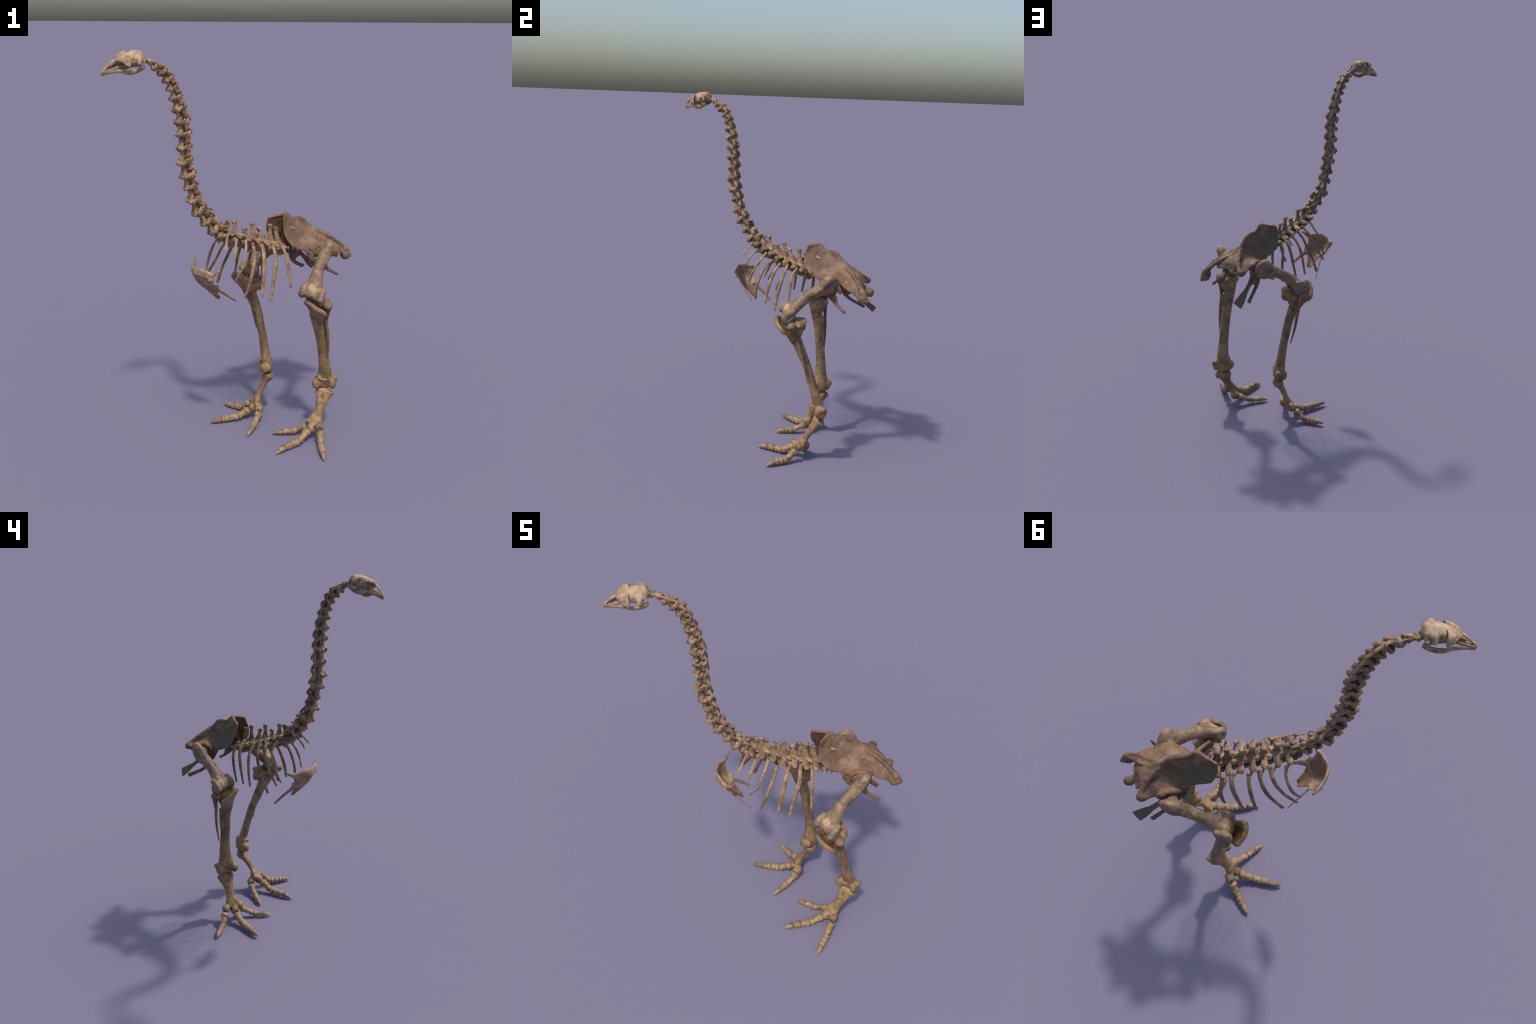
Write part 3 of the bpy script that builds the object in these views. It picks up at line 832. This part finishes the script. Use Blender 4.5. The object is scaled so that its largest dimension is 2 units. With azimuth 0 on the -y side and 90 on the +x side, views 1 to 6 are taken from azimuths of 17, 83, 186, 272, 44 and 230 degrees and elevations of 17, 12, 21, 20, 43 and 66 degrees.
def build_leg(side):
    G = LEG[side]
    g = {k: V(*v) for k, v in G.items() if k not in ('tr', 'toes', 'line', 'fib')}
    sg = 1 if side == 'left' else -1
    seed = 100 if side == 'left' else 140
    # ------------------------------------------------ thigh bone
    knee = (g['lat'] + g['med']) / 2
    A = unit(knee - g['troch'])
    W = g['lat'] - g['med']
    W = unit(W - (W @ A) * A)
    F = np.cross(A, W) * sg          # up and forward
    if F @ UP < 0:
        F = -F
    knee = knee - F * .026
    A = unit(knee - g['troch'])
    F = unit(F - (F @ A) * A)
    ax = (A, W, F)
    b = Bone(.0022)
    T = g['troch']
    b.ell(g['head'], .029, k=.006)
    b.tube([g['head'], (g['head'] + T) / 2 + UP * .002, T], [.020, .022, .026], k=.014)
    b.ell(T + W * .006, (.053, .025, .053), ax, k=.014)
    b.ell(T + W * .008 - A * .016 + F * .026, (.026, .020, .026), ax, k=.012)
    b.ell(T + W * .012 + A * .012 - F * .016, (.036, .020, .032), ax, k=.012)
    Tb = T + A * .02
    s1 = g['shaft'] + (T - g['shaft']) * .45
    s2 = g['shaft'] + (knee - g['shaft']) * .45 + F * .003
    b.bar([Tb, s1, g['shaft'], s2, knee - A * .020 + F * .006], [.042, .032, .0275, .030, .033], [.028, .0285, .0275, .034, .050], W, k=.016)
    lc = knee + W * .044 - F * .002 + A * .002
    mc = knee - W * .047 - A * .006 - F * .004
    b.ell(lc, (.036, .022, .042), ax, k=.010)
    b.ell(lc + A * .018 + W * .010 - F * .004, (.024, .014, .030), ax, k=.010)
    b.bar([lc - A * .040 + F * .020 + W * .002, lc - A * .010 + F * .032, lc + A * .022 + F * .022], [.014, .014, .014], [.012, .014, .013], W, k=.010)
    b.ell(mc, (.031, .021, .039), ax, k=.010)
    b.bar([mc - A * .036 + F * .018, mc - A * .004 + F * .024, mc + A * .022 + F * .012], [.012, .013, .013], [.010, .013, .012], W, k=.010)
    b.ell(knee - F * .004 - A * .004, (.032, .040, .030), ax, k=.012)
    b.ell(knee + F * .052 + A * .004, (.060, .017, .026), ax, k=.014, cut=True)   # groove for the kneecap
    b.ell(knee - F * .050 + A * .010, (.026, .014, .026), ax, k=.010, cut=True)
    b.ell(knee + A * .040 - W * .004, (.018, .012, .040), ax, k=.010, cut=True)
    b.ell(lc + W * .026 + F * .016 - A * .002, (.012, .008, .010), ax, k=.006, cut=True)
    b.ell(lc + W * .028 - F * .018 + A * .006, (.010, .006, .012), ax, k=.006, cut=True)
    b.ell(mc - W * .022 + F * .004, (.018, .006, .016), ax, k=.008, cut=True)
    b.bar([T + W * .024 + F * .034, T + W * .022 + A * .05 + F * .020, T + A * .11 + W * .016 + F * .012], [.008, .006, .004], [.007, .006, .004], W, k=.014)
    b.bar([T + W * .026 - F * .010, T + W * .026 + A * .04 - F * .022], [.010, .006], [.006, .004], W, k=.012)
    b.tube([T - F * .034 + A * .03, T - F * .028 + A * .10], [.008, .004], k=.014)
    b.ell(T + W * .034 + F * .004, (.016, .006, .014), ax, k=.008, cut=True)
    if side == 'left':
        lt, md, dk = (.29, .195, .125), (.205, .135, .085), (.115, .075, .048)
    else:
        lt, md, dk = (.29, .205, .125), (.20, .137, .083), (.115, .078, .05)
    grey = (.125, .11, .10)
    make('femur', b.mesh(.0010, .018, [(lc + W * .02, .03, .002, .016), (T + W * .02, .04, .0022, .018)], seed=seed), bone_material(
        'femur_bone', lt, md, dk, stain=(.30, .18, .085), stain_amt=.35, grey=grey, scale=14, rough=.5, pits=.25, streak=A,
        patches=[(lc + W * .014 - F * .008, .034, grey, .75), (mc - W * .010, .026, grey, .7), (T + W * .015 - A * .012, .032, grey, .5),
                 (T + F * .03, .024, grey, .45), (knee + F * .036 - A * .018 - W * .008, .020, (.50, .345, .20), .75)]), root)
    # ------------------------------------------------ shin bone
    P, D = g['plat'], g['tdist']
    A = unit(D - P)
    W = g['tlat'] - g['tmed']
    W = unit(W - (W @ A) * A)
    F = np.cross(A, W)
    if F @ FWD < 0:
        F = -F
    ax = (A, W, F)
    L = np.linalg.norm(D - P)
    q = lambda w, f, a: P + W * w + F * f + A * a
    b = Bone(.0022)
    line = [V(*v) for v in G['line']]
    b.bar([q(-.004, -.010, .014), q(-.006, -.004, .044)] + line + [D - A * .034, D - A * .006],
          [.044, .037, .029, .0245, .0225, .0220, .0245, .030, .032], [.046, .041, .032, .0285, .0275, .028, .034, .044, .050], W, k=.012)
    b.plate([[q(-.044, -.062, .004), q(-.010, -.066, .004), q(.022, -.050, .010)],
             [q(-.050, -.030, -.004), q(-.008, -.030, .000), q(.040, -.026, .010)],
             [q(-.042, .008, -.004), q(-.006, .010, .000), q(.034, .006, .012)]], [[.013, .014, .012], [.015, .016, .015], [.013, .014, .013]], k=.010)
    b.ell(q(-.030, -.046, .030), (.034, .022, .026), ax, k=.012)
    # crest at the front of the knee: an arched rim on a thin web
    rim = [q(-.052, .048, -.042), q(-.048, .060, -.052), q(-.030, .074, -.050), q(-.002, .082, -.030), q(.030, .078, -.004), q(.036, .072, .014)]
    low = [q(-.034, .010, .030), q(-.030, .018, .050), q(-.016, .026, .080), q(-.002, .030, .090), q(.014, .028, .080), q(.020, .022, .060)]
    mid = [r * .5 + s_ * .5 + A * .004 - F * .004 for r, s_ in zip(rim, low)]
    b.tube(rim, [.009, .0115, .0115, .0115, .0105, .008], k=.008)
    b.plate([low, mid, rim], [[.010] * 6, [.008] * 6, [.0065] * 6], k=.010)
    b.bar([q(-.046, .040, -.030), q(-.040, .012, -.014), q(-.030, -.010, .0)], [.012, .012, .014], [.008, .010, .014], W, k=.010)
    b.bar([q(-.004, .028, .085), q(-.008, .016, .13), q(-.006, .010, .19)], [.012, .009, .004], [.012, .009, .005], F, k=.014)
    b.bar([q(.026, -.006, .10), q(.026, -.004, .16), q(.024, -.006, .22)], [.008, .009, .006], [.006, .006, .004], W, k=.010)
    # ankle end
    lc = D + W * .040 + F * .004 + A * .002
    mc = D - W * .042 + F * .008
    b.ell(lc, (.034, .020, .036), ax, k=.012)
    b.ell(mc, (.028, .021, .034), ax, k=.012)
    b.ell(mc + F * .014 - W * .006 - A * .002, (.024, .019, .022), ax, k=.008)
    b.ell(D + W * .054 - F * .014 - A * .010, (.016, .011, .018), ax, k=.010)
    b.ell(D - F * .004 + A * .012, (.028, .046, .028), ax, k=.010)
    b.ell(D + F * .036 + W * .004 - A * .022, (.050, .014, .016), ax, k=.012, cut=True)
    b.ell(D + F * .042 + W * .0 + A * .010, (.022, .013, .014), ax, k=.012, cut=True)
    b.ell(lc + W * .021 + A * .008, (.014, .006, .016), ax, k=.006, cut=True)
    b.tube([D - W * .030 + F * .026 - A * .046, D - W * .008 + F * .028 - A * .036, D + W * .012 + F * .022 - A * .030], [.006, .0055, .007], k=.005)
    lt, md, dk = (.31, .205, .105), (.225, .143, .072), (.12, .076, .043)
    tib = make('tibia', b.mesh(.0009, .018, [(P, .03, .0016, .014)], seed=seed + 3), bone_material(
        'tibia_bone', lt, md, dk, stain=(.27, .165, .062), stain_amt=.45, grey=(.14, .105, .08), scale=13, rough=.45, pits=.2, streak=A,
        patches=[(q(-.01, -.02, .0), .034, (.165, .118, .09), .6), (q(.0, .078, .0), .032, (.26, .168, .115), .7),
                 (D + F * .02, .035, (.25, .145, .08), .5), (mc - A * .09 + W * .02, .022, (.15, .105, .075), .5)]), root)
    # calf splint
    f = Bone(.0017)
    fp = [V(*v) for v in G['fib']]
    f.ell(fp[0] - W * .006, (.018, .024, .024), ax, k=.010)
    f.bar(fp, [.022, .0145, .011, .0085, .0065, .003], [.020, .013, .0095, .0075, .006, .0028], W, k=.010)
    make('fibula', f.mesh(.0007, .014, seed=seed + 5), bone_material('fibula_bone', (.30, .20, .125), (.20, .128, .08), (.115, .072, .047),
         stain=(.25, .14, .06), stain_amt=.3, scale=18, pits=.2, streak=A), tib)
    # ------------------------------------------------ foot bone
    tr = [V(*t) for t in G['tr']]
    top = g['tmt']
    C = (tr[0] + tr[1] * 1.0 + tr[2]) / 3 + UP * .018
    A2 = unit(C - top)
    W2 = tr[2] - tr[0]
    W2 = W if True else W2
    W2 = unit(W2 - (W2 @ A2) * A2)
    F2 = np.cross(A2, W2)
    if F2 @ FWD < 0:
        F2 = -F2
    ax2 = (A2, W2, F2)
    b = Bone(.0018)
    sh = g['tmts']
    b.bar([top + A2 * .001, top + A2 * .024, top * .5 + sh * .5, sh, sh * .45 + C * .55, C],
          [.027, .024, .019, .0165, .015, .014], [.046, .042, .032, .026, .030, .042], W2, k=.010)
    b.ell(top + W2 * .026 - F2 * .002, (.010, .024, .028), ax2, k=.008)
    b.ell(top - W2 * .024, (.012, .022, .026), ax2, k=.008)
    b.ell(top - F2 * .020 + A2 * .010, (.022, .022, .014), ax2, k=.010)
    b.ell(top + W2 * .024 - A2 * .026, (.014, .018, .020), ax2, k=.006, cut=True)
    b.ell(top - W2 * .024 - A2 * .026, (.012, .016, .018), ax2, k=.006, cut=True)
    b.ell(top + A2 * .036 + F2 * .026 - W2 * .004, (.022, .008, .010), ax2, k=.008, cut=True)
    for t, (c, (st, tip)) in enumerate(zip(tr, G['toes'])):
        dr = unit(V(*(np.array(tip) - np.array(st))) * V(1, 1, 0))
        sd = np.cross(UP, dr)
        b.bar([sh * .35 + C * .65 + W2 * (-.016, 0, .016)[t], C * .45 + c * .55 + UP * .006, c], [.015, .018, .020], [.016, .018, .020], sd, k=.009)
        b.ell(c + dr * .004 - UP * .001, (.027, .0225, .026), (dr, sd, UP), k=.008)
        b.ell(c + dr * .036 - UP * .012, (.016, .007, .022), (dr, sd, UP), k=.010, cut=True)
        b.ell(c + sd * .026 - UP * .002, (.010, .005, .010), (dr, sd, UP), k=.006, cut=True)
        b.ell(c - sd * .026 - UP * .002, (.010, .005, .010), (dr, sd, UP), k=.006, cut=True)
    foot = make('tarsometatarsus', b.mesh(.0008, .016, seed=seed + 8), bone_material(
        'foot_bone', (.34, .225, .12), (.25, .16, .083), (.14, .09, .052), stain=(.27, .16, .062), stain_amt=.4, grey=(.15, .11, .085),
        scale=16, rough=.45, pits=.2, streak=A2,
        patches=[(top + A2 * .03 + F2 * .02, .012, (.13, .08, .05), .6)] + [(c + dr * .01, .018, (.20, .14, .095), .5) for c in tr]), root)
    # ------------------------------------------------ toes
    cuts = [(0, .42, .70, 1), (0, .30, .53, .72, 1), (0, .28, .43, .57, .71, 1)]
    for t in range(3):
        st, tip = V(*G['toes'][t][0]), V(*G['toes'][t][1])
        cu = cuts[t]
        L = np.linalg.norm((tip - st)[:2])
        dirh = unit((tip - st) * V(1, 1, 0))
        sd = np.cross(UP, dirh)
        n = len(cu) - 1
        wide = (.0205, .0235, .022)[t]
        z = [st[2]] + [wide * (.96, .90, .86, .84)[k] + .001 for k in range(n - 1)] + [tip[2]]
        pt = [st + (tip - st) * V(1, 1, 0) * cu[k] + UP * (z[k] - st[2]) for k in range(n + 1)]
        rad = [wide * (1 - .34 * cu[k]) for k in range(n + 1)]
        pm = bone_material('toe_bone', (.36, .25, .145), (.27, .18, .10), (.15, .10, .06), stain=(.27, .17, .08), stain_amt=.35,
                           grey=(.15, .12, .09), scale=26, rough=.5, pits=.2)(V(0, 0, 0)) if not (t or sg < 0) else bpy.data.materials['toe_bone']
        cm = bone_material('claw_bone', (.33, .245, .15), (.24, .17, .10), (.14, .10, .06), stain=(.3, .2, .11), stain_amt=.3,
                           grey=(.15, .12, .09), scale=24, rough=.45, pits=.1)(V(0, 0, 0)) if not (t or sg < 0) else bpy.data.materials['claw_bone']
        for k in range(n):
            a, c = pt[k], pt[k + 1]
            b = Bone(.0014)
            r0, r1 = rad[k], rad[k + 1]
            ax3 = unit(c - a)
            up3 = unit(np.cross(ax3, sd))
            up3 = up3 if up3[2] > 0 else -up3
            ln = np.linalg.norm(c - a)
            if k < n - 1:
                gap = .0012
                b.bar([a + ax3 * (r0 * .42 + gap), a + ax3 * ln * .30, a + ax3 * ln * .6, c - ax3 * (r1 * .72 + gap)],
                      np.array([r0 * .95, r0 * .80, r1 * .82, r1 * .86]), np.array([r0, r0 * .80, r1 * .82, r1 * .95]), sd, k=.004)
                b.ell(a + ax3 * (r0 * .40 + gap), (r0 * .42, r0 * 1.0, r0 * .95), (ax3, sd, up3), k=.005)
                b.ell(a + ax3 * r0 * .55 - up3 * r0 * .62, (r0 * .5, r0 * .62, r0 * .34), (ax3, sd, up3), k=.005)
                b.ell(c - ax3 * (r1 * .66 + gap) - up3 * r1 * .12, (r1 * .70, r1 * .95, r1 * .84), (ax3, sd, up3), k=.005)
                b.ell(c - ax3 * r1 * .6 + sd * r1 * 1.0, (r1 * .32, r1 * .16, r1 * .3), (ax3, sd, up3), k=.003, cut=True)
                b.ell(c - ax3 * r1 * .6 - sd * r1 * 1.0, (r1 * .32, r1 * .16, r1 * .3), (ax3, sd, up3), k=.003, cut=True)
                make('toe_bone', b.mesh(.0006, .010, seed=seed + 12 + 5 * t + k), pm, foot)
            else:
                b.bar([a + ax3 * r0 * .4, a + ax3 * ln * .35 + UP * .002, a + ax3 * ln * .72 + UP * .001, c - UP * .001],
                      np.array([r0 * .88, r0 * .80, r0 * .5, .0022]), np.array([r0 * .9, r0 * .78, r0 * .52, .0025]), sd, k=.004)
                b.ell(a + ax3 * r0 * .7 - up3 * r0 * .55, (r0 * .5, r0 * .6, r0 * .4), (ax3, sd, up3), k=.005)
                make('claw', b.mesh(.0005, .010, seed=seed + 12 + 5 * t + k), cm, foot)


build_skull()
build_spine()
build_ribs()
build_sternum()
build_pelvis()
build_leg('left')
build_leg('right')
for o in bpy.data.objects:
    if 'at' in o:
        del o['at']
